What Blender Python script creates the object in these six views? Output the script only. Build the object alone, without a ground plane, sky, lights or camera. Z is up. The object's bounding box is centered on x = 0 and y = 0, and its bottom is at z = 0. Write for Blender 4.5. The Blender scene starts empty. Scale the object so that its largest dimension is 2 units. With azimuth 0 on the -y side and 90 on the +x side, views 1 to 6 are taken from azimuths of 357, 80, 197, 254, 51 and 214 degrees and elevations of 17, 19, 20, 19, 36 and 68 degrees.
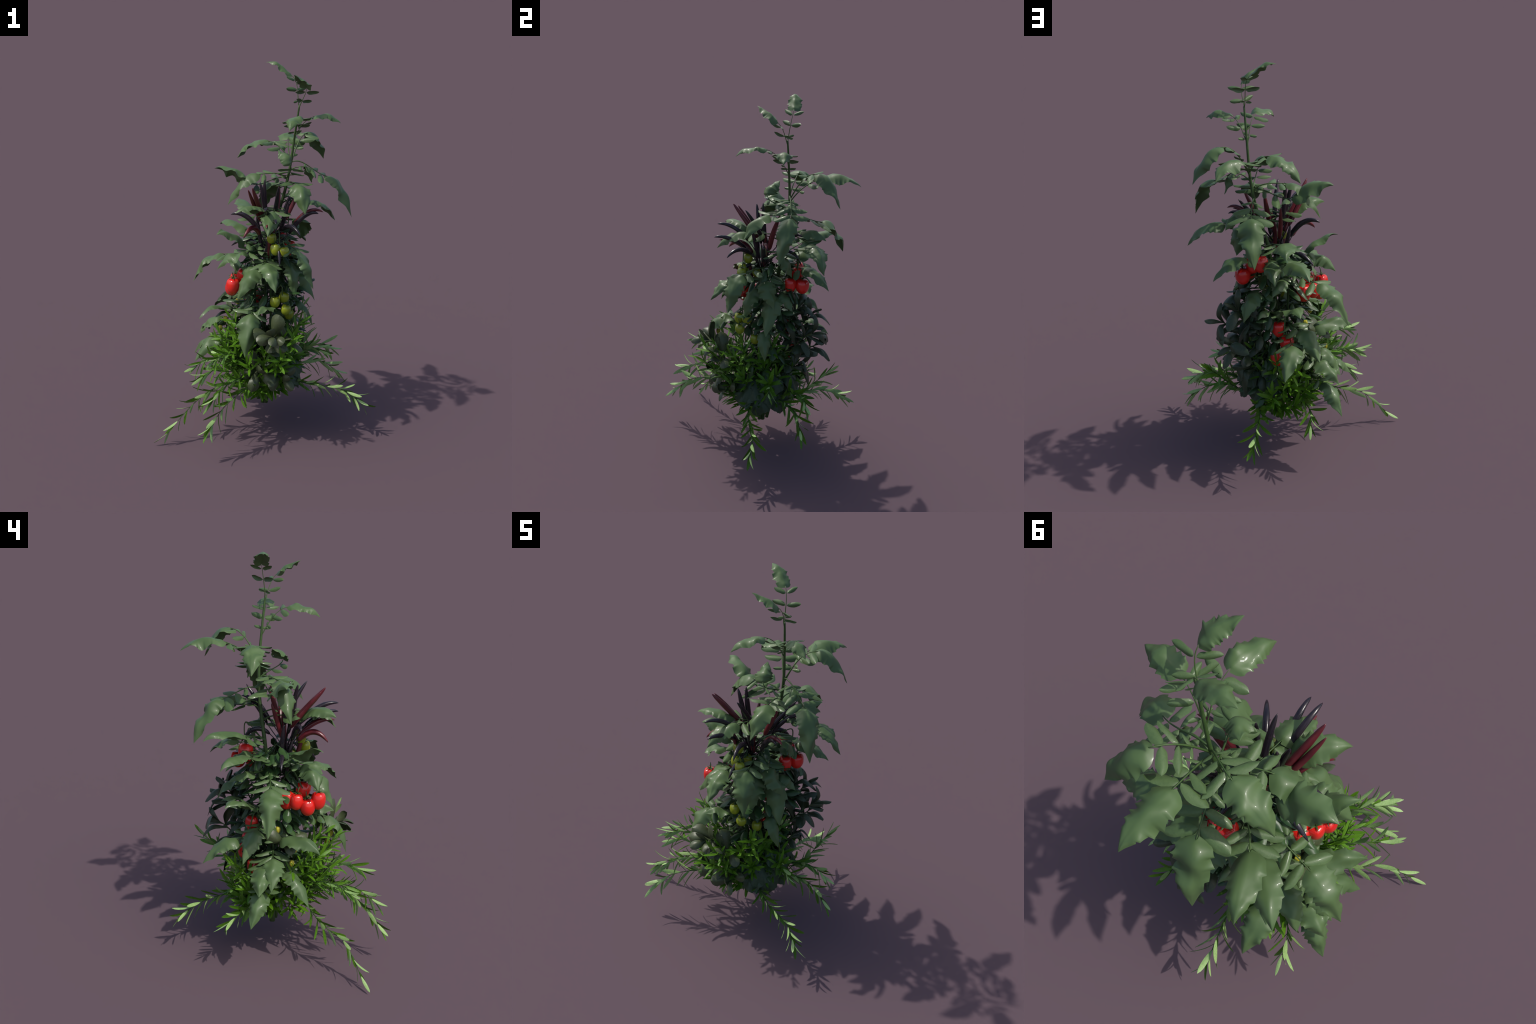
import bpy, math, random
from mathutils import Vector, Matrix, noise

rng = random.Random(11)
V = Vector
UP = V((0, 0, 1))

# ------------------------------------------------------------------ materials
def leaf_material(name, dark, light, rough=0.45, spec=0.5, noise_scale=14.0, vein=0.0, edge=None, coat=0.0, rand=0.12):
    m = bpy.data.materials.new(name)
    m.use_nodes = True
    nt = m.node_tree
    b = nt.nodes['Principled BSDF']
    tc = nt.nodes.new('ShaderNodeTexCoord')
    nz = nt.nodes.new('ShaderNodeTexNoise')
    nz.inputs['Scale'].default_value = noise_scale
    nz.inputs['Detail'].default_value = 3
    nt.links.new(tc.outputs['Object'], nz.inputs['Vector'])
    oi = nt.nodes.new('ShaderNodeObjectInfo')
    ad = nt.nodes.new('ShaderNodeMath'); ad.operation = 'MULTIPLY_ADD'
    ad.inputs[1].default_value = rand * 2
    nt.links.new(oi.outputs['Random'], ad.inputs[0])
    sub = nt.nodes.new('ShaderNodeMath'); sub.operation = 'SUBTRACT'
    nt.links.new(nz.outputs['Fac'], sub.inputs[0]); sub.inputs[1].default_value = rand
    nt.links.new(sub.outputs[0], ad.inputs[2])
    cr = nt.nodes.new('ShaderNodeValToRGB')
    cr.color_ramp.elements[0].position = 0.3
    cr.color_ramp.elements[1].position = 0.7
    cr.color_ramp.elements[0].color = (*dark, 1)
    cr.color_ramp.elements[1].color = (*light, 1)
    nt.links.new(ad.outputs[0], cr.inputs['Fac'])
    nt.links.new(cr.outputs['Color'], b.inputs['Base Color'])
    b.inputs['Roughness'].default_value = rough
    b.inputs['Specular IOR Level'].default_value = spec
    b.inputs['Coat Weight'].default_value = coat
    b.inputs['Coat Roughness'].default_value = 0.12
    bm = nt.nodes.new('ShaderNodeBump')
    bm.inputs['Strength'].default_value = 0.12
    bm.inputs['Distance'].default_value = 0.004
    n2 = nt.nodes.new('ShaderNodeTexNoise')
    n2.inputs['Scale'].default_value = noise_scale * 3
    nt.links.new(tc.outputs['Object'], n2.inputs['Vector'])
    nt.links.new(n2.outputs['Fac'], bm.inputs['Height'])
    nt.links.new(bm.outputs['Normal'], b.inputs['Normal'])
    return m

M_TOM = leaf_material('tomato_leaf_green', (0.068, 0.117, 0.042), (0.084, 0.140, 0.051), 0.48, 0.35, 12, coat=0.08)
M_STEM = leaf_material('stem_green', (0.035, 0.075, 0.018), (0.060, 0.110, 0.030), 0.5, 0.4, 30)
M_HERB = leaf_material('herb_leaf_green', (0.045, 0.132, 0.003), (0.085, 0.205, 0.007), 0.5, 0.35, 20)
M_HERBP = leaf_material('herb_leaf_pale_green', (0.230, 0.375, 0.120), (0.330, 0.490, 0.185), 0.5, 0.4, 20)
M_HSTEM = leaf_material('herb_stem_green', (0.030, 0.070, 0.015), (0.055, 0.100, 0.030), 0.6, 0.3, 40)
M_BAY = leaf_material('glossy_dark_leaf', (0.026, 0.042, 0.020), (0.044, 0.060, 0.030), 0.36, 0.35, 16)
M_SAGE = leaf_material('grey_green_leaf', (0.046, 0.062, 0.027), (0.070, 0.088, 0.040), 0.40, 0.4, 18)
M_LOBE = leaf_material('lobed_leaf_green', (0.024, 0.050, 0.022), (0.045, 0.070, 0.036), 0.5, 0.4, 14)
M_PEP = leaf_material('pepper_leaf_green', (0.020, 0.055, 0.016), (0.045, 0.095, 0.026), 0.4, 0.5, 18)
M_RED = leaf_material('ripe_tomato_red', (0.62, 0.014, 0.010), (0.74, 0.028, 0.016), 0.22, 0.5, 6, coat=0.3, rand=0.05)
M_GRN = leaf_material('unripe_tomato_green', (0.22, 0.26, 0.012), (0.32, 0.37, 0.030), 0.25, 0.5, 8, coat=0.2)
M_DPOD = leaf_material('dark_purple_pod', (0.012, 0.010, 0.016), (0.026, 0.018, 0.024), 0.26, 0.5, 25)
M_RPOD = leaf_material('wine_red_pod', (0.085, 0.010, 0.016), (0.150, 0.022, 0.028), 0.28, 0.5, 25)
M_YEL = leaf_material('yellow_bud', (0.42, 0.38, 0.02), (0.55, 0.48, 0.05), 0.4, 0.5, 10)

# ------------------------------------------------------------------ mesh helpers
root = bpy.data.objects.new('tomato_and_herb_plant', None)
bpy.context.scene.collection.objects.link(root)
root['label'] = 'Tall bushy planting of tomatoes, dark chilli pods and trailing herbs'
root['category'] = 'plant'

def make_mesh(name, verts, faces, mat):
    me = bpy.data.meshes.new(name)
    me.from_pydata([tuple(v) for v in verts], [], faces)
    me.materials.append(mat)
    for p in me.polygons:
        p.use_smooth = True
    me.update()
    return me

def add(name, me, parent, mat4=None, stuff=False):
    o = bpy.data.objects.new(name, me)
    bpy.context.scene.collection.objects.link(o)
    o.parent = parent
    if mat4 is not None:
        o.matrix_basis = mat4
    if stuff:
        o['kind'] = 'stuff'
    return o

def bez(p0, p1, p2, p3, n):
    out = []
    for i in range(n + 1):
        t = i / n; u = 1 - t
        out.append(p0 * u**3 + p1 * (3*u*u*t) + p2 * (3*u*t*t) + p3 * t**3)
    return out

def catmull(pts, n):
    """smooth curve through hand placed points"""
    pts = [V(p) for p in pts]
    P = [pts[0] * 2 - pts[1]] + pts + [pts[-1] * 2 - pts[-2]]
    out = []
    for i in range(1, len(P) - 2):
        for k in range(n):
            t = k / n
            a, b, c, d = P[i-1], P[i], P[i+1], P[i+2]
            out.append(0.5 * ((2*b) + (c-a)*t + (2*a-5*b+4*c-d)*t*t + (3*b-a-3*c+d)*t**3))
    out.append(pts[-1])
    return out

def tube(path, radii, sides=6, verts=None, faces=None, ridge=0.0, cap=True):
    """swept round section; returns verts, faces (appended)"""
    verts = [] if verts is None else verts
    faces = [] if faces is None else faces
    o = len(verts); n = len(path)
    ref = None
    for i, p in enumerate(path):
        t = (path[min(i+1, n-1)] - path[max(i-1, 0)])
        if t.length < 1e-9: t = V((0, 0, 1))
        t.normalize()
        if ref is None:
            ref = t.orthogonal().normalized()
        ref = (ref - t * ref.dot(t))
        if ref.length < 1e-6: ref = t.orthogonal()
        ref.normalize()
        bn = t.cross(ref)
        r = radii(i/(n-1)) if callable(radii) else radii
        for k in range(sides):
            a = 2*math.pi*k/sides
            rr = r * (1 + ridge * math.cos(a * 4))
            verts.append(p + (ref*math.cos(a) + bn*math.sin(a)) * rr)
    for i in range(n-1):
        for k in range(sides):
            k2 = (k+1) % sides
            faces.append((o+i*sides+k, o+i*sides+k2, o+(i+1)*sides+k2, o+(i+1)*sides+k))
    if cap:
        faces.append(tuple(o+k for k in range(sides))[::-1])
        faces.append(tuple(o+(n-1)*sides+k for k in range(sides)))
    return verts, faces

def interp(x, xs, ys):
    for i in range(len(xs)-1):
        if x <= xs[i+1]:
            f = (x-xs[i])/(xs[i+1]-xs[i])
            return ys[i] + (ys[i+1]-ys[i])*f
    return ys[-1]

# ------------------------------------------------------------------ main stem
STEM = [(-0.005, 0.0, 0.115), (0.0, 0.01, 0.3), (-0.02, 0.03, 0.6), (-0.01, 0.06, 0.9), (0.005, 0.085, 1.1),
        (0.036, 0.098, 1.22), (0.060, 0.106, 1.32), (0.076, 0.108, 1.42), (0.085, 0.105, 1.5), (0.093, 0.098, 1.6), (0.101, 0.090, 1.7), (0.108, 0.082, 1.78)]
def stem_at(z):
    for a, b in zip(STEM, STEM[1:]):
        if z <= b[2]:
            f = max(0.0, (z-a[2])/(b[2]-a[2]))
            return V((a[0]+(b[0]-a[0])*f, a[1]+(b[1]-a[1])*f, a[2]+(b[2]-a[2])*f))
    return V(STEM[-1])

v, f = tube(catmull(STEM, 6), lambda t: 0.013 * (1-t) + 0.0045 * t, 10)
side_stems = [[(0.012, -0.02, 0.125), (0.02, -0.05, 0.4), (0.0, -0.08, 0.8), (-0.02, -0.09, 1.12)],
              [(-0.03, 0.015, 0.13), (-0.06, 0.03, 0.45), (-0.08, 0.05, 0.8), (-0.09, 0.05, 1.05)],
              [(0.02, 0.02, 0.14), (0.06, 0.08, 0.45), (0.10, 0.14, 0.72)]]
for s in side_stems:
    tube(catmull(s, 6), lambda t: 0.010*(1-t)+0.004*t, 8, v, f)
add('stem', make_mesh('stem', v, f, M_STEM), root)

# ------------------------------------------------------------------ tomato leaves
PROF_T = [0, .03, .08, .15, .25, .36, .48, .60, .71, .81, .90, .96, 1]
PROF_W = [0.10, .60, .87, .97, 1, .99, .92, .78, .60, .40, .20, .09, 0.0]

def blade_mesh(name, base, tip, width, tang, side, roll, r, sag=0.5, mat=M_TOM, teeth=6, nt=44, ns=8, prof=(PROF_T, PROF_W), cup=0.19, rip=0.06):
    L = (tip-base).length
    chord = (tip-base).normalized()
    endt = (chord*0.75 + V((0, 0, -1))*(sag+.12)).normalized()
    path = bez(base, base+tang*L*0.36, tip-endt*L*0.36, tip, nt)
    ph = [r.random(), r.random()]
    dep = [r.uniform(.12, .22), r.uniform(.12, .22)]
    teeth = r.choice((4, 5, 5, 6))
    asym = r.uniform(-.1, .1)
    wph = r.random()*6.28
    off = V((r.uniform(0, 50), r.uniform(0, 50), 0))
    tw = r.uniform(-.35, .35)
    verts = []; faces = []
    for i in range(nt+1):
        t = i/nt
        T = (path[min(i+1, nt)]-path[max(i-1, 0)]).normalized()
        S = (side - T*side.dot(T)).normalized()
        q = Matrix.Rotation(roll + tw*(t-.4), 3, T)
        S = q @ S
        N = S.cross(T)
        w = interp(t, *prof)*width*0.5
        for j in range(-ns, ns+1):
            s = j/ns
            e = 0 if s < 0 else 1
            if t < .74:
                x = (t*teeth*(0.8+0.25*e)/0.74 + ph[e] + 0.3*math.sin(5*t+wph))
                saw = (x % 1.0)
                tooth = dep[e]*((saw**1.6)*1.5-0.85)*min(1, max(0, t-.06)*6)*(0.95+0.5*math.sin(3.1*int(x)+wph))
            else:
                tooth = 0
            ww = w*(1+tooth*abs(s)**3)*(1+asym*(1 if s > 0 else -1))
            back = -0.06*L*abs(s)**2*max(0, 1-t*7)
            ripple = math.sin(2*math.pi*teeth*0.5*t + wph + (1.7 if s > 0 else 0))*rip*s*s + 0.03*math.sin(7*t+wph*2)
            h = width*(-cup*s*s + 0.05*(1-abs(s)) + ripple*min(1, t*4)*min(1, (1-t)*4))
            h += width*0.22*noise.noise(off + V((t*3.2, s*1.1, 0)))*min(1, t*5)*(0.5+0.5*abs(s))
            verts.append(path[i] + S*(s*ww) + N*h*min(1, interp(t, *prof)*1.3) + T*back)
    m = 2*ns+1
    for i in range(nt):
        for j in range(m-1):
            a = i*m+j
            faces.append((a, a+1, a+m+1, a+m))
    return make_mesh(name, verts, faces, mat)

def leaflet_variant(name, seed, mat=M_TOM, hw=0.2, cup=0.10, arch=0.12, nt=14, ns=4, rounded=True):
    """unit-length oval leaflet along +Y, upper side +Z"""
    r = random.Random(seed)
    verts = []; faces = []
    ph = r.random()*6.28; bend = r.uniform(-.08, .08)
    for i in range(nt+1):
        t = i/nt
        w = hw*interp(t, [0, .06, .18, .4, .65, .85, .95, 1], [.12, .55, .88, 1, .95, .68, .34, 0.02])
        for j in range(-ns, ns+1):
            s = j/ns
            z = -cup*s*s*w/hw + 0.02*math.sin(6*t+ph)*s - arch*(t*t)
            verts.append(V((s*w*(1+.08*math.sin(9*t+ph+(2 if s > 0 else 0))*abs(s))+bend*t*t, t*(1-.25*arch), z)))
    m = 2*ns+1
    for i in range(nt):
        for j in range(m-1):
            a = i*m+j
            faces.append((a, a+1, a+m+1, a+m))
    return make_mesh(name, verts, faces, mat)

LEAFLETS = [leaflet_variant('leaflet', s, hw=h, arch=a) for s, h, a in ((1, .19, .10), (2, .215, .16), (3, .18, .22), (4, .2, .05))]

def frame(pos, ydir, zdir, scale, sx=1.0):
    y = ydir.normalized()
    z = (zdir - y*zdir.dot(y))
    if z.length < 1e-5: z = y.orthogonal()
    z.normalize()
    x = y.cross(z)
    M = Matrix(((x.x*scale*sx, y.x*scale, z.x*scale, pos.x), (x.y*scale*sx, y.y*scale, z.y*scale, pos.y), (x.z*scale*sx, y.z*scale, z.z*scale, pos.z), (0, 0, 0, 1)))
    return M

# base of the end leaflet, its tip, drop of the stalk foot below the base, width, pairs of side leaflets, roll, sag
TOMATO_LEAVES = [
    ((.060, .121, 1.930), (-.074, .153, 1.985), .16, .075, 3, 0.0, .45),
    ((.132, .022, 1.880), (.058, -.068, 1.949), .13, .075, 3, 0.0, .1),
    ((.086, -.026, 1.731), (.043, -.176, 1.685), .14, .085, 3, 0.1, .8),
    ((.187, .054, 1.730), (.323, .023, 1.704), .12, .085, 3, 0.0, .7),
    ((.178, .231, 1.615), (.284, .330, 1.457), .16, .105, 3, 0.0, .8),
    ((.075, .283, 1.570), (.109, .486, 1.522), .13, .110, 3, 0.0, .8),
    ((-.044, .179, 1.573), (-.200, .222, 1.463), .10, .110, 3, 0.1, .9),
    ((.069, -.010, 1.487), (.009, .067, 1.545), .10, .085, 3, 0.0, .1),
    ((-.125, .090, 1.360), (-.323, .090, 1.429), -.02, .125, 3, 0.42, .5),
    ((-.091, .054, 1.414), (-.246, .035, 1.244), .03, .105, 3, -0.1, .7),
    ((.277, .074, 1.413), (.414, -.005, 1.211), -.06, .105, 3, -0.1, .7),
    ((.186, .207, 1.242), (.362, .241, 1.127), .0, .110, 3, -0.2, .9),
    ((.013, .309, 1.308), (-.043, .445, 1.113), -.03, .125, 3, 0.0, .6),
    ((-.075, -.078, 1.250), (-.209, -.196, 1.260), .06, .105, 3, 0.3, .6),
    ((.092, .194, 1.072), (.213, .308, .981), .04, .105, 2, 0.0, .7),
    ((-.126, .203, 1.060), (-.278, .371, 1.047), .04, .110, 2, 0.2, .8),
    ((-.155, -.018, 1.060), (-.300, -.111, 1.121), .05, .105, 2, -0.3, .6),
    ((-.013, -.103, 1.251), (-.043, -.262, 1.162), .03, .105, 3, 0.0, .7),
    ((.108, -.013, 1.382), (.150, -.150, 1.257), .03, .115, 3, 0.1, .7),
    ((-.039, -.160, .985), (.010, -.304, .880), .03, .105, 2, 0.0, .5),
    ((-.265, .126, .946), (-.420, .176, .763), .0, .115, 3, 0.0, .5),
    ((-.213, .040, .672), (-.378, -.097, .644), .0, .100, 2, 0.4, .9),
    ((-.290, .148, .430), (-.402, .232, .302), -.04, .100, 2, 0.0, .5),
    ((-.105, .225, 1.158), (-.187, .433, 1.164), .06, .115, 3, 0.1, .8),
    ((-.156, .252, .663), (-.168, .417, .550), .03, .110, 2, 0.0, .6),
    ((-.179, .161, .708), (-.296, .254, .589), .03, .105, 3, 0.1, .6),
    ((-.014, -.119, .725), (-.075, -.270, .740), .05, .115, 2, 0.4, .6),
    ((-.012, .119, .762), (-.003, .295, .799), .05, .100, 2, 0.2, .7),
    ((-.109, .151, .793), (-.225, .333, .846), .05, .110, 3, 0.0, .7),
    ((.123, -.145, 1.060), (.208, -.235, .882), .03, .110, 3, -0.3, .5),
    ((.090, -.060, .969), (.124, -.142, .800), .03, .105, 2, -0.2, .4),
    ((-.085, -.140, .956), (-.180, -.222, .805), .03, .120, 2, -0.2, .5),
    ((-.152, -.070, 1.020), (-.290, -.100, .930), .03, .115, 3, 0.2, .6),
    ((-.258, .135, .550), (-.377, .192, .453), .0, .115, 3, 0.0, .6),
    ((-.244, .013, .510), (-.393, -.053, .379), .0, .105, 2, -0.2, .7),
    ((.110, .020, .930), (.244, -.036, .748), .02, .115, 2, 0.2, .5),
    ((.118, -.012, 1.020), (.214, .011, .892), .02, .110, 2, 0.0, .5),
    ((.110, .070, .940), (.184, .118, .862), .02, .080, 2, 0.0, .5),
    ((-.030, .170, 1.054), (-.092, .300, .981), .03, .090, 2, 0.1, .6),
    ((-.088, .160, .968), (-.073, .280, .918), .03, .085, 2, 0.1, .6),
    ((.150, -.028, .740), (.240, -.037, .603), .03, .075, 2, 0.1, .6),
    ((.144, .062, 1.171), (.160, .116, 1.050), .04, .115, 2, 0.0, .4),
    ((.105, .165, 1.285), (.143, .300, 1.240), .02, .095, 2, 0.0, .7),
    ((.165, .090, 1.455), (.205, .130, 1.362), .03, .075, 1, 0.2, .5),
    ((-.257, .095, .588), (-.370, .130, .470), .02, .105, 2, 0.0, .5),
    ((.030, .190, .900), (.070, .300, .780), .03, .100, 2, 0.0, .6),
    ((-.107, -.220, .727), (-.133, -.330, .530), .03, .115, 3, 0.0, .4),
]
for k, (b, tp, drop, w, pairs, roll, sag) in enumerate(TOMATO_LEAVES):
    r = random.Random(100+k)
    b = V(b); tp = V(tp)
    foot = stem_at(min(b.z-drop, 1.775))
    if foot.z < b.z - drop - 0.01: foot = V(STEM[-1])
    out = (tp-foot); out.z = 0
    if out.length < 1e-4: out = V((1, 0, 0))
    out.normalize()
    span = (b-foot).length
    chord = (tp-b).normalized()
    d0 = ((b-foot).normalized()*0.6 + UP*0.7 + out*0.2).normalized()
    h = V((b.x-foot.x, b.y-foot.y, 0))
    h = h.normalized() if h.length > 1e-4 else out
    tang = (h*0.5+chord*0.9 + UP*0.62).normalized()
    path = bez(foot, foot+d0*span*0.36, b-tang*span*0.36, b, 16)
    v, f = tube(path, lambda t: (0.0040*(1-t)+0.0020*t)*(0.65 if b.z > 1.65 else 1), 6)
    stalk = add('leaf', make_mesh('leaf_stalk', v, f, M_STEM), root)
    hd = V((tp.x-b.x, tp.y-b.y, 0)).normalized()
    side = hd.cross(UP).normalized()
    add('leaf_blade', blade_mesh('leaf_blade', b, tp, w, tang, side, roll, r, sag), stalk)
    # side leaflets in pairs, largest nearest the blade, small ones near the foot
    d = 0.035
    cum = [0.0]
    for i in range(16, 0, -1):
        cum.append(cum[-1]+(path[i]-path[i-1]).length)
    for p in range(pairs):
        size = w*(0.86, 0.82, 0.42)[p]*r.uniform(.9, 1.1)
        if d > cum[-1]-0.012: break
        for i in range(16):
            if cum[i+1] >= d: break
        pos = path[16-i].lerp(path[15-i], (d-cum[i])/(cum[i+1]-cum[i]))
        T = (path[16-i]-path[15-i]).normalized()
        S = T.cross(UP)
        S = S.normalized() if S.length > .05 else side
        N = S.cross(T)
        for sg in (-1, 1):
            yd = (S*sg + T*r.uniform(.15, .45) + UP*r.uniform(-.25, .15)).normalized()
            zd = (N + S*sg*r.uniform(-.3, .3))
            me = LEAFLETS[r.randrange(4)]
            add('leaflet', me, stalk, frame(pos + yd*0.004, yd, zd, size, r.uniform(.85, 1.1)))
        d += 0.052*r.uniform(.9, 1.15)

# ------------------------------------------------------------------ tomatoes
def fruit_mesh(name, mat, w, h, lobes, depth, seed):
    r = random.Random(seed); ph = r.random()*6
    verts = []; faces = []; nu = 28; nv = 18
    for i in range(nv+1):
        a = math.pi*i/nv
        rad = math.sin(a)**0.85
        z = math.cos(a)
        if z > 0.6: z -= (z-0.6)**1.4*0.75*1.0
        if z < -.7: rad *= 1.0
        for k in range(nu):
            b = 2*math.pi*k/nu
            q = 1+depth*math.cos(lobes*b+ph)*max(0, z+.25)
            verts.append(V((math.cos(b)*rad*w*q, math.sin(b)*rad*w*q, z*h)))
    for i in range(nv):
        for k in range(nu):
            k2 = (k+1) % nu
            faces.append((i*nu+k, (i+1)*nu+k, (i+1)*nu+k2, i*nu+k2))
    return make_mesh(name, verts, faces, mat)

RED = [fruit_mesh('tomato', M_RED, .032, .043, 5, .05, 1), fruit_mesh('tomato', M_RED, .033, .041, 6, .07, 2)]
GRN = [fruit_mesh('tomato', M_GRN, .027, .032, 5, .07, 3), fruit_mesh('tomato', M_GRN, .028, .034, 4, .08, 4)]
v = []; f = []
for k in range(5):
    a = k*2*math.pi/5
    d = V((math.cos(a), math.sin(a), 0)); s = V((-d.y, d.x, 0))
    o = len(v)
    for i in range(5):
        t = i/4
        c = d*(.026*t) + UP*(.003+.010*math.sin(t*2.2)-.004*t)
        ww = .004*(1-t)**.7+.0004
        v += [c-s*ww, c+UP*.0012, c+s*ww]
    for i in range(4):
        for j in range(2):
            f.append((o+i*3+j, o+i*3+j+1, o+i*3+4+j, o+i*3+3+j))
tube([V((0, 0, 0)), V((.002, 0, .02)), V((.006, .002, .04))], .0022, 6, v, f)
CALYX = make_mesh('calyx', v, f, M_STEM)

TOMATOES = [  # centre, ripe
    ((-.190, -.030, .850), 1), ((-.208, -.080, .826), 1), ((-.205, -.134, .855), 1), ((-.150, -.075, .895), 1), ((-.150, .005, .845), 1),
    ((.105, .186, .980), 1), ((.092, .122, .985), 1), ((.016, .175, 1.045), 1), ((.060, .165, 1.035), 1),
    ((-.110, .175, .640), 1), ((-.060, .180, .560), 1), ((-.090, .140, .480), 1), ((-.06, .15, .70), 1),
    ((.010, -.125, 1.058), 0), ((.056, -.140, 1.052), 0), ((-.012, -.095, 1.110), 0), ((.0, -.05, 1.03), 0),
    ((.020, -.145, .775), 0), ((.080, -.150, .735), 0), ((.070, -.110, .790), 0), ((.105, -.070, .680), 0),
]
for k, (c, ripe) in enumerate(TOMATOES):
    r = random.Random(300+k)
    c = V(c)
    rot = Matrix.Translation(c) @ Matrix.Rotation(r.random()*6.28, 4, 'Z') @ Matrix.Rotation(r.uniform(-.25, .25), 4, 'X')
    sc = r.uniform(.92, 1.06)*(1.12 if ripe else 1.0)
    o = add('tomato', (RED if ripe else GRN)[k % 2], root, rot @ Matrix.Scale(sc, 4))
    add('calyx', CALYX, o, Matrix.Translation((0, 0, .030 if ripe else .023)))
# trusses that carry the fruit
v = []; f = []
for a, m, b in (((-.06, .03, .86), (-.12, -.02, .98), (-.18, -.06, .91)), ((.02, .09, 1.1), (.09, .16, 1.17), (.085, .16, 1.04)),
                ((.02, .09, 1.1), (.05, .15, 1.15), (.03, .17, 1.09)), ((-.03, .05, .72), (-.09, .14, .78), (-.09, .18, .62)),
                ((0, -.07, 1.12), (.02, -.12, 1.16), (.03, -.13, 1.09)), ((.01, -.07, .78), (.05, -.13, .86), (.06, -.13, .78))):
    tube(catmull([a, m, b], 8), .003, 6, v, f)
add('fruit_truss', make_mesh('fruit_truss', v, f, M_STEM), root)

# ------------------------------------------------------------------ chilli pods: upright and arching, dark purple and wine red
PODS = [  # tip, foot, arch, red, radius
    ((-.127, -.164, 1.388), (-.055, -.030, 1.200), .01, 1, .0135), ((-.148, -.135, 1.372), (-.070, -.020, 1.180), .0, 1, .0115),
    ((.009, -.117, 1.388), (.000, -.010, 1.200), .01, 0, .0120), ((-.058, -.010, 1.405), (-.040, -.000, 1.190), -.01, 0, .0135),
    ((-.085, -.040, 1.395), (-.040, -.020, 1.180), .02, 0, .0120),
    ((-.009, -.281, 1.236), (-.015, -.110, 1.170), .03, 0, .0120), ((-.063, -.258, 1.293), (-.030, -.090, 1.200), .035, 0, .0125),
    ((-.051, -.249, 1.205), (-.030, -.080, 1.130), .035, 1, .0120), ((-.162, -.180, 1.127), (-.075, -.060, 1.115), .06, 1, .0140),
    ((.124, -.229, 1.162), (.040, -.085, 1.150), .045, 0, .0120), ((-.228, -.019, 1.208), (-.070, -.030, 1.120), .05, 0, .0140),
    ((.256, -.040, 1.244), (.095, -.020, 1.140), .06, 1, .0120), ((.230, -.055, 1.238), (.085, -.030, 1.120), .05, 0, .0130),
    ((-.216, .063, 1.012), (-.080, .010, 1.040), .04, 0, .0120),
    ((.127, .154, 1.351), (.050, .050, 1.190), .0, 0, .0115), ((.143, .030, 1.365), (.060, .010, 1.180), .0, 1, .0120),
    ((.024, .070, 1.360), (.010, .010, 1.170), .0, 1, .0130), ((.177, .163, 1.280), (.060, .060, 1.170), .05, 0, .0110),
    ((.055, .190, 1.075), (.010, .060, 1.130), .06, 0, .0120), ((.030, -.190, .985), (.010, -.080, 1.080), .03, 0, .0110),
    ((-.060, .080, 1.300), (-.030, .010, 1.120), .0, 1, .0115), ((.070, -.090, 1.310), (.030, -.040, 1.120), .0, 0, .0115),
    ((.010, .000, 1.250), (.000, -.010, 1.050), .0, 1, .0120), ((-.090, .020, 1.200), (-.050, .010, 1.000), .0, 0, .0120),
    ((-.030, -.120, 1.180), (-.020, -.070, .990), .01, 1, .0110), ((-.020, -.050, 1.130), (-.030, -.020, .930), .0, 0, .0120),
]
vs = []; fs = []
for k, (tp, ft, arch, red, rad) in enumerate(PODS):
    tp = V(tp); ft = V(ft); L = (tp-ft).length
    bow = V(((k*37 % 11)-5, (k*53 % 11)-5, 0))*0.0014
    path = bez(ft, ft.lerp(tp, .33)+UP*arch+bow, ft.lerp(tp, .7)+UP*arch*1.1+bow, tp, 18)
    v, f = tube(path, lambda t: rad*interp(t, [0, .06, .25, .6, .85, .95, 1], [.45, .8, 1.0, .92, .6, .32, .06]), 16, ridge=.055)
    add('chilli_pod', make_mesh('chilli_pod', v, f, M_RPOD if red else M_DPOD), root)
    hub = V((-.015, -.02, 0)); hub.z = ft.z-0.16
    tube(bez(hub, hub+UP*.06, ft-(path[1]-path[0]).normalized()*.05, ft, 8), .0026, 5, vs, fs)
add('pod_stalks', make_mesh('pod_stalks', vs, fs, M_DPOD), root, stuff=True)

# ------------------------------------------------------------------ herb sprigs
def lance_mesh(name, seed, hw=.085, bend=.12, fold=.25, nt=8):
    """unit-length narrow leaf along +Y: a green upper skin and, just beneath it, a pale lower skin"""
    r = random.Random(seed); verts = []; faces = []
    tw = r.uniform(-.5, .5); sb = r.uniform(-.06, .06)
    for skin in (0, 1):
        for i in range(nt+1):
            t = i/nt
            w = hw*interp(t, [0, .15, .4, .7, .9, 1], [.22, .62, 1, .96, .6, .08])
            a = tw*t
            c = V((sb*t*t, t, -bend*t*t - .009*skin))
            for s in (-1, 0, 1):
                verts.append(c + V((math.cos(a)*w*s, 0, math.sin(a)*w*s + fold*w*abs(s))))
        o = skin*(nt+1)*3
        for i in range(nt):
            for j in range(2):
                q = o+i*3+j
                faces.append((q, q+1, q+4, q+3) if skin == 0 else (q, q+3, q+4, q+1))
    me = make_mesh(name, verts, faces, M_HERB)
    me.materials.append(M_HERBP)
    for p in me.polygons:
        p.material_index = 1 if p.index >= len(me.polygons)//2 else 0
    return me

LANCE = [lance_mesh('sprig_leaf', s, h, b) for s, h, b in ((1, .088, .05), (2, .10, .15), (3, .085, .25), (4, .092, .02), (5, .098, .12))]

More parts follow.
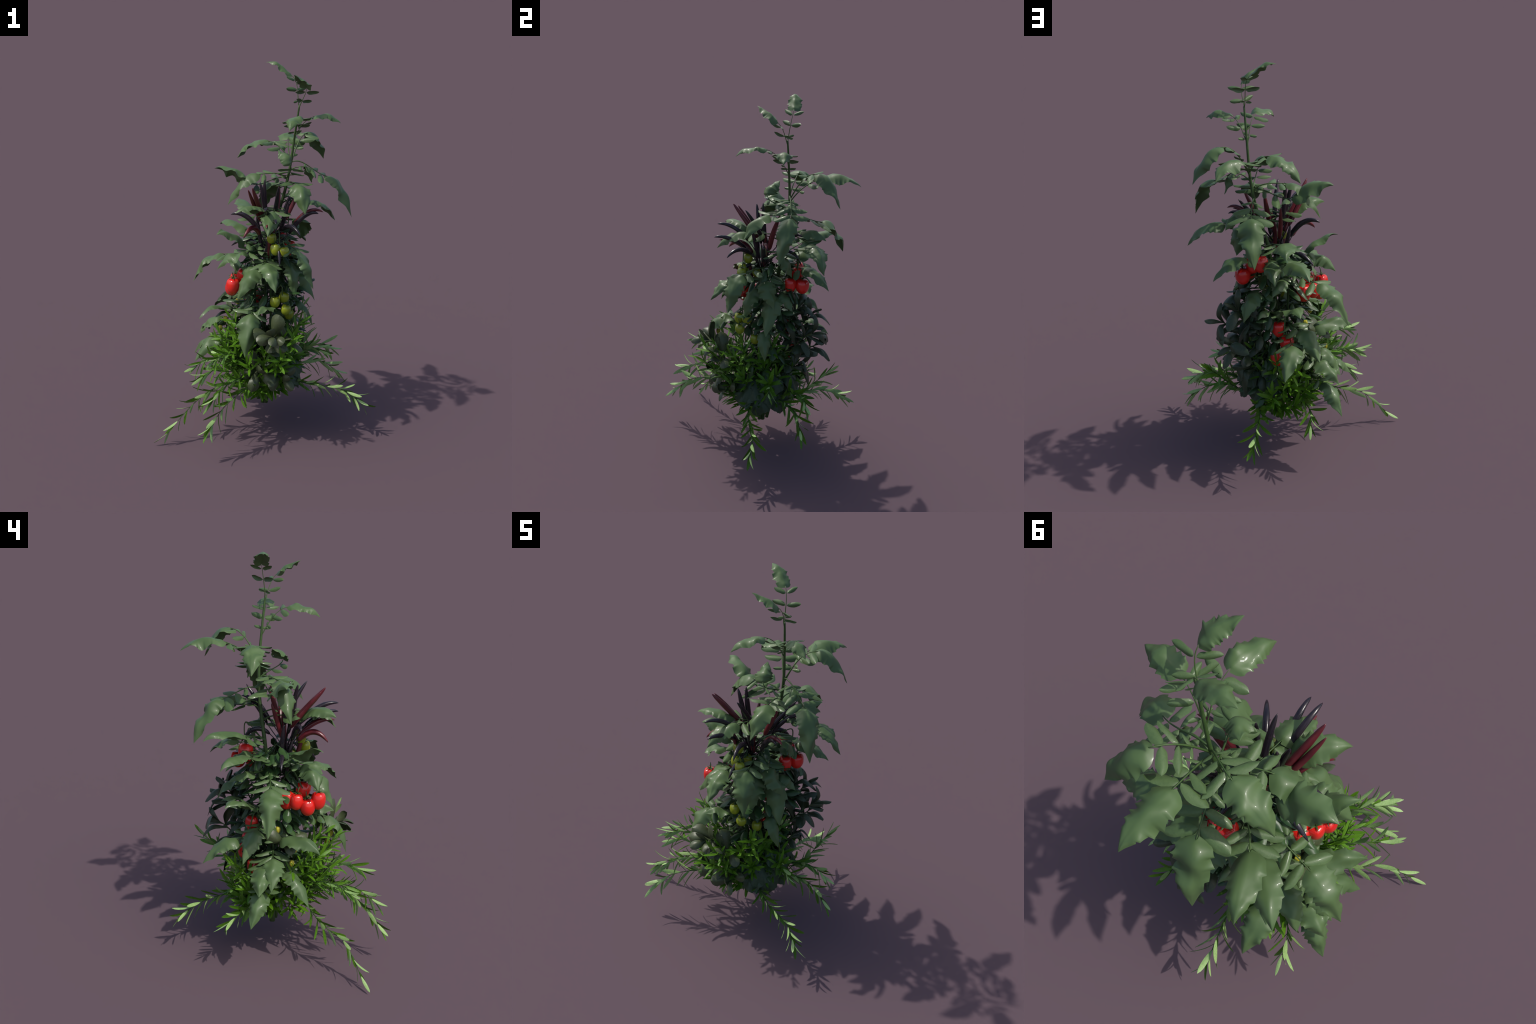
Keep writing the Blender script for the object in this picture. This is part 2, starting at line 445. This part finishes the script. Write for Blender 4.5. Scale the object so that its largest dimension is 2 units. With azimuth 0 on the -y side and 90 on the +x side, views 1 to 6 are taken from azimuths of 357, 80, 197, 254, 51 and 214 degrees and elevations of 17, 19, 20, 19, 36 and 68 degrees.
def leaf_ring(path, n, size, r, spread, tuft=3, start=.12):
    """positions of leaves set spirally along a path: (pos, ydir, zdir, scale)"""
    out = []; m = len(path)-1; az = r.random()*6.28
    for k in range(n):
        t = start + (1-start)*k/(n-1)
        x = t*m; i = min(int(x), m-1)
        p = path[i].lerp(path[i+1], x-i)
        T = (path[i+1]-path[i]).normalized()
        a = T.orthogonal().normalized(); b = T.cross(a)
        az += 2.4 + r.uniform(-.3, .3)
        rad = a*math.cos(az)+b*math.sin(az)
        ang = spread*(1-.65*max(0, t-.75)/.25)*r.uniform(.75, 1.25)
        y = T*math.cos(ang)+rad*math.sin(ang)
        y = (y + V((0, 0, -.06))).normalized()
        z = T*math.sin(ang)-rad*math.cos(ang)
        out.append((p, y, z, size*r.uniform(.78, 1.15)*(1-.15*(t > .93))))
    return out

SPRIGS = [  # points along the stem, leaf count
    ([(-.08, -.07, .28), (-.17, -.11, .295), (-.254, -.131, .270), (-.329, -.162, .238), (-.413, -.240, .190), (-.528, -.292, .062)], 27),
    ([(-.05, -.12, .30), (-.083, -.240, .335), (-.145, -.328, .333), (-.235, -.404, .278), (-.304, -.469, .190)], 24),
    ([(.08, -.03, .28), (.192, -.110, .298), (.313, -.133, .289), (.430, -.130, .263), (.522, -.155, .208)], 27),
    ([(.08, .02, .30), (.164, .060, .328), (.241, .102, .325), (.336, .125, .317), (.425, .132, .258)], 22),
    ([(.05, .10, .26), (.035, .19, .283), (.003, .285, .285), (-.013, .390, .264), (-.025, .480, .215)], 24),
    ([(-.06, .08, .33), (-.13, .13, .33), (-.209, .185, .315), (-.248, .247, .305), (-.262, .305, .270)], 18),
    ([(.08, .10, .29), (.171, .139, .336), (.212, .182, .389), (.227, .243, .450), (.238, .310, .510)], 20),
    ([(-.08, -.08, .34), (-.15, -.137, .365), (-.218, -.215, .398), (-.290, -.268, .425), (-.355, -.300, .395)], 20),
    ([(-.12, -.07, .35), (-.22, -.13, .43), (-.32, -.20, .46), (-.385, -.250, .44)], 18),
    ([(-.10, -.12, .40), (-.18, -.20, .49), (-.24, -.285, .525), (-.295, -.345, .510)], 18),
    ([(.08, .03, .34), (.16, .01, .42), (.24, -.01, .46), (.310, -.025, .445)], 17),
    ([(.12, .08, .34), (.22, .12, .40), (.32, .155, .415), (.375, .165, .390)], 16),
    ([(-.06, -.14, .32), (-.15, -.26, .38), (-.235, -.365, .375), (-.290, -.430, .335)], 19),
]
for k, (pts, n) in enumerate(SPRIGS):
    r = random.Random(500+k)
    path = catmull(pts, 6)
    v, f = tube(path, lambda t: .0036*(1-t)+.0016*t, 6)
    sp = add('herb_sprig', make_mesh('herb_sprig', v, f, M_HSTEM), root)
    for i, (p, y, z, s) in enumerate(leaf_ring(path, int(n*1.12), .096, r, .68)):
        add('sprig_leaf', LANCE[r.randrange(5)], sp, frame(p, y, z, s))

class Bag:
    """collects many small leaves into one mesh"""
    def __init__(s): s.v = []; s.f = []; s.m = {}
    def put(s, me, M):
        o = len(s.v)
        s.v += [M @ q.co for q in me.vertices]
        for p in me.polygons:
            if p.material_index: s.m[len(s.f)] = p.material_index
            s.f.append(tuple(o+i for i in p.vertices))

# short bushy herb shoots that make up the round lower body
bag = Bag(); r = random.Random(77)
CROWNS = [(.06, -.28, .60), (.11, -.335, .63), (.05, -.33, .52), (.16, -.15, .66), (.12, -.19, .58), (-.19, -.165, .67), (-.262, -.135, .57), (-.18, -.22, .60), (-.24, -.19, .50),
          (-.07, .23, .54), (-.18, .26, .55), (.23, -.01, .48), (.18, .02, .67), (.16, -.06, .58), (-.21, -.09, .55),
          (-.25, .02, .45), (-.03, -.29, .50), (.07, -.25, .47), (-.12, -.27, .47), (.15, -.14, .45),
          (-.12, .24, .45), (-.21, .20, .40), (-.05, .25, .37), (-.15, .20, .31), (-.23, .10, .34)]
for k in range(34):
    az = (k*2.39996) % 6.283
    z = .28 + .30*r.random()
    R = (.145 + .075*math.sin(math.pi*min(1, max(0, (z-.15)/.55)))) * r.uniform(.8, 1.08)
    if math.cos(az) > .3: R *= .9
    CROWNS.append((math.cos(az)*R-.035, math.sin(az)*R-.02, z))
for k, c in enumerate(CROWNS):
    c = V(c)
    d = V((c.x, c.y, 0)).normalized()
    hub = d*.05 + UP*max(.22, c.z-.26)
    start = hub.lerp(c, .25)
    path = bez(start, hub.lerp(c, .6)-UP*.02, c-d*.03-UP*.03, c + d*r.uniform(-.005, .03) + UP*r.uniform(.0, .05), 14)
    tube(path, .0026, 5, bag.v, bag.f)
    for p, y, zz, s in leaf_ring(path, 15, .086, r, .92, start=.15):
        y = (y + UP*.15 + d*.15).normalized()
        bag.put(LANCE[r.randrange(5)], frame(p, y, zz, s))
me = make_mesh('herb_foliage', bag.v, bag.f, M_HERB)
me.materials.append(M_HERBP)
for i, k in bag.m.items():
    me.polygons[i].material_index = k
add('herb_foliage', me, root, stuff=True)

# ------------------------------------------------------------------ glossy dark broad leaves, grey-green broad leaves
def spoon_variant(name, mat, seed, hw=.24, curl=.2, nt=14, ns=4):
    """unit-length spoon shaped leaf along +Y with a recurved round end"""
    r = random.Random(seed); verts = []; faces = []
    sb = r.uniform(-.1, .1)
    for i in range(nt+1):
        t = i/nt
        w = hw*interp(t, [0, .12, .3, .55, .75, .9, .97, 1], [.08, .22, .55, .92, 1, .72, .4, .05])
        z = .10*math.sin(t*2.4) - curl*max(0, t-.45)**2*2.6
        for j in range(-ns, ns+1):
            s = j/ns
            verts.append(V((s*w + sb*t*t, t*(1-curl*.25*t), z - .12*s*s*w/hw + .03*(1-abs(s)))))
    m = 2*ns+1
    for i in range(nt):
        for j in range(m-1):
            a = i*m+j
            faces.append((a, a+1, a+m+1, a+m))
    return make_mesh(name, verts, faces, mat)

BAY = [spoon_variant('glossy_leaf', M_BAY, s, h, c) for s, h, c in ((1, .19, .25), (2, .17, .5), (3, .2, .9), (4, .18, .1), (5, .19, .7))]
SAGE = [spoon_variant('grey_leaf', M_SAGE, s, h, c) for s, h, c in ((5, .27, .2), (6, .25, .35), (7, .29, .1))]

def rosette_twig(kind, leafname, variants, stemmat, pts, n, size, seed, spread=1.0, start=.35):
    r = random.Random(seed)
    path = catmull(pts, 6)
    v, f = tube(path, lambda t: .0048*(1-t)+.0026*t, 6)
    tw = add(kind, make_mesh(kind, v, f, stemmat), root)
    for p, y, z, s in leaf_ring(path, n, size, r, spread, start=start):
        add(leafname, variants[r.randrange(len(variants))], tw, frame(p, y, z + UP*.3 + V((r.uniform(-.7, .7), r.uniform(-.7, .7), r.uniform(-.3, .3))), s))

BAY_TWIGS = [
    ([(.04, .05, .45), (.08, .12, .62), (.11, .19, .75), (.125, .225, .81)], 11),
    ([(.05, .05, .45), (.12, .13, .60), (.17, .19, .70), (.200, .225, .735)], 10),
    ([(.04, .06, .42), (.09, .16, .54), (.12, .23, .61), (.135, .265, .635)], 9),
    ([(.05, .04, .36), (.10, .10, .45), (.13, .14, .51), (.140, .160, .53)], 7),
    ([(.04, .05, .34), (.05, .12, .42), (.06, .16, .47), (.07, .175, .48)], 6),
    ([(.04, .04, .50), (.09, .09, .70), (.11, .14, .81), (.12, .16, .85)], 8),
    ([(.02, .05, .45), (.02, .11, .56), (.03, .14, .63), (.035, .155, .66)], 7),
]
for k, (pts, n) in enumerate(BAY_TWIGS):
    rosette_twig('glossy_twig', 'glossy_leaf', BAY, M_STEM, pts, max(6, n-1), .132, 700+k, .9)
SAGE_TWIGS = [
    ([(.0, -.08, .42), (.003, -.18, .55), (.006, -.27, .62), (.008, -.315, .642)], 11),
    ([(.02, -.08, .40), (.06, -.18, .50), (.08, -.23, .56), (.085, -.250, .59)], 6),
    ([(-.02, -.08, .32), (-.05, -.16, .38), (-.06, -.21, .41), (-.062, -.230, .415)], 7),
    ([(.03, -.07, .30), (.06, -.15, .34), (.07, -.20, .36), (.075, -.22, .365)], 5),
    ([(-.05, .03, .45), (-.13, .03, .58), (-.17, .02, .63), (-.19, .02, .64)], 6),
]
for k, (pts, n) in enumerate(SAGE_TWIGS):
    rosette_twig('grey_twig', 'grey_leaf', SAGE, M_STEM, pts, max(4, n-2), .124, 800+k, 1.0, .5)

# ------------------------------------------------------------------ lobed leaves hanging at the bottom
def lobed_mesh(seed):
    r = random.Random(seed); verts = [V((0, .12, 0.03))]; faces = []
    nr, na = 7, 72; ph = r.random()*6
    for i in range(1, nr+1):
        q = i/nr
        for k in range(na):
            a = 2*math.pi*k/na
            edge = .5*(1+.07*math.sin(5*a+ph)+.05*abs(math.sin(9*a+ph))+.02*math.sin(23*a))*(1-.25*math.exp(-((a-4.712)/.35)**2))
            x = math.cos(a)*edge*q; y = .45+math.sin(a)*edge*q-.33*(1-q)
            verts.append(V((x, y, .03-.22*q*q*(0.6+.5*y)+.05*q*q*math.sin(6*a+ph))))
    for k in range(na):
        faces.append((0, 1+k, 1+(k+1) % na))
    for i in range(nr-1):
        for k in range(na):
            k2 = (k+1) % na
            faces.append((1+i*na+k, 1+(i+1)*na+k, 1+(i+1)*na+k2, 1+i*na+k2))
    return make_mesh('lobed_leaf', verts, faces, M_LOBE)
LOBED = [lobed_mesh(s) for s in (1, 2, 3)]
r = random.Random(91)
v = []; f = []
for k in range(15):
    az = -1.9 + k*0.262*1.0 + r.uniform(-.1, .1)
    z = (.37, .42, .46)[k % 3] + r.uniform(-.02, .02)
    R = r.uniform(.13, .18)
    d = V((math.cos(az), math.sin(az), 0))
    p = d*(R-.04)+V((.01, .0, z))
    y = (d*.55+V((0, 0, -.75 if k % 3 == 0 else -.5))).normalized()
    add('lobed_leaf', LOBED[k % 3], root, frame(p, y, d+UP*.6, r.uniform(.11, .15)))
    tube([d*.02+V((0, 0, z-.08)), d*(R*.45)+V((0, 0, z+.01)), p + y*.012], .0028, 6, v, f)
add('lobed_leaf_stalks', make_mesh('lobed_leaf_stalks', v, f, M_STEM), root, stuff=True)

# ------------------------------------------------------------------ dense small pepper leaves between the stems
bag = Bag(); r = random.Random(55)
PEP = [leaflet_variant('pepper_leaf', s, M_PEP, h, .08, a) for s, h, a in ((11, .2, .15), (12, .17, .3), (13, .23, .1))]
for k in range(340):
    z = .32+.78*r.random()
    az = r.random()*6.283
    c = stem_at(z)*.5 + V((0, 0, z*.5))
    R = (.17 if z < .85 else .17-.28*(z-.85))*math.sqrt(r.uniform(.12, 1))
    d = V((math.cos(az), math.sin(az), 0))
    p = V((c.x, c.y, z)) + d*R
    y = (d*r.uniform(.5, 1)+V((r.uniform(-.4, .4), r.uniform(-.4, .4), r.uniform(-.9, .35)))).normalized()
    bag.put(PEP[k % 3], frame(p, y, UP+d*.4, r.uniform(.055, .10)))
    if k % 3 == 0:
        tube([V((c.x, c.y, z-.05)), V((c.x, c.y, z))+d*R*.5, p], .0022, 5, bag.v, bag.f)
add('pepper_foliage', make_mesh('pepper_foliage', bag.v, bag.f, M_PEP), root, stuff=True)

# a few yellow buds on the sunny side
bud = fruit_mesh('yellow_bud', M_YEL, .012, .018, 4, .12, 9)
for p in ((-.115, -.245, .640), (-.105, -.235, .590), (-.235, -.02, .62), (-.26, .0, .56), (-.17, .05, .70)):
    add('yellow_bud', bud, root, Matrix.Translation(p))
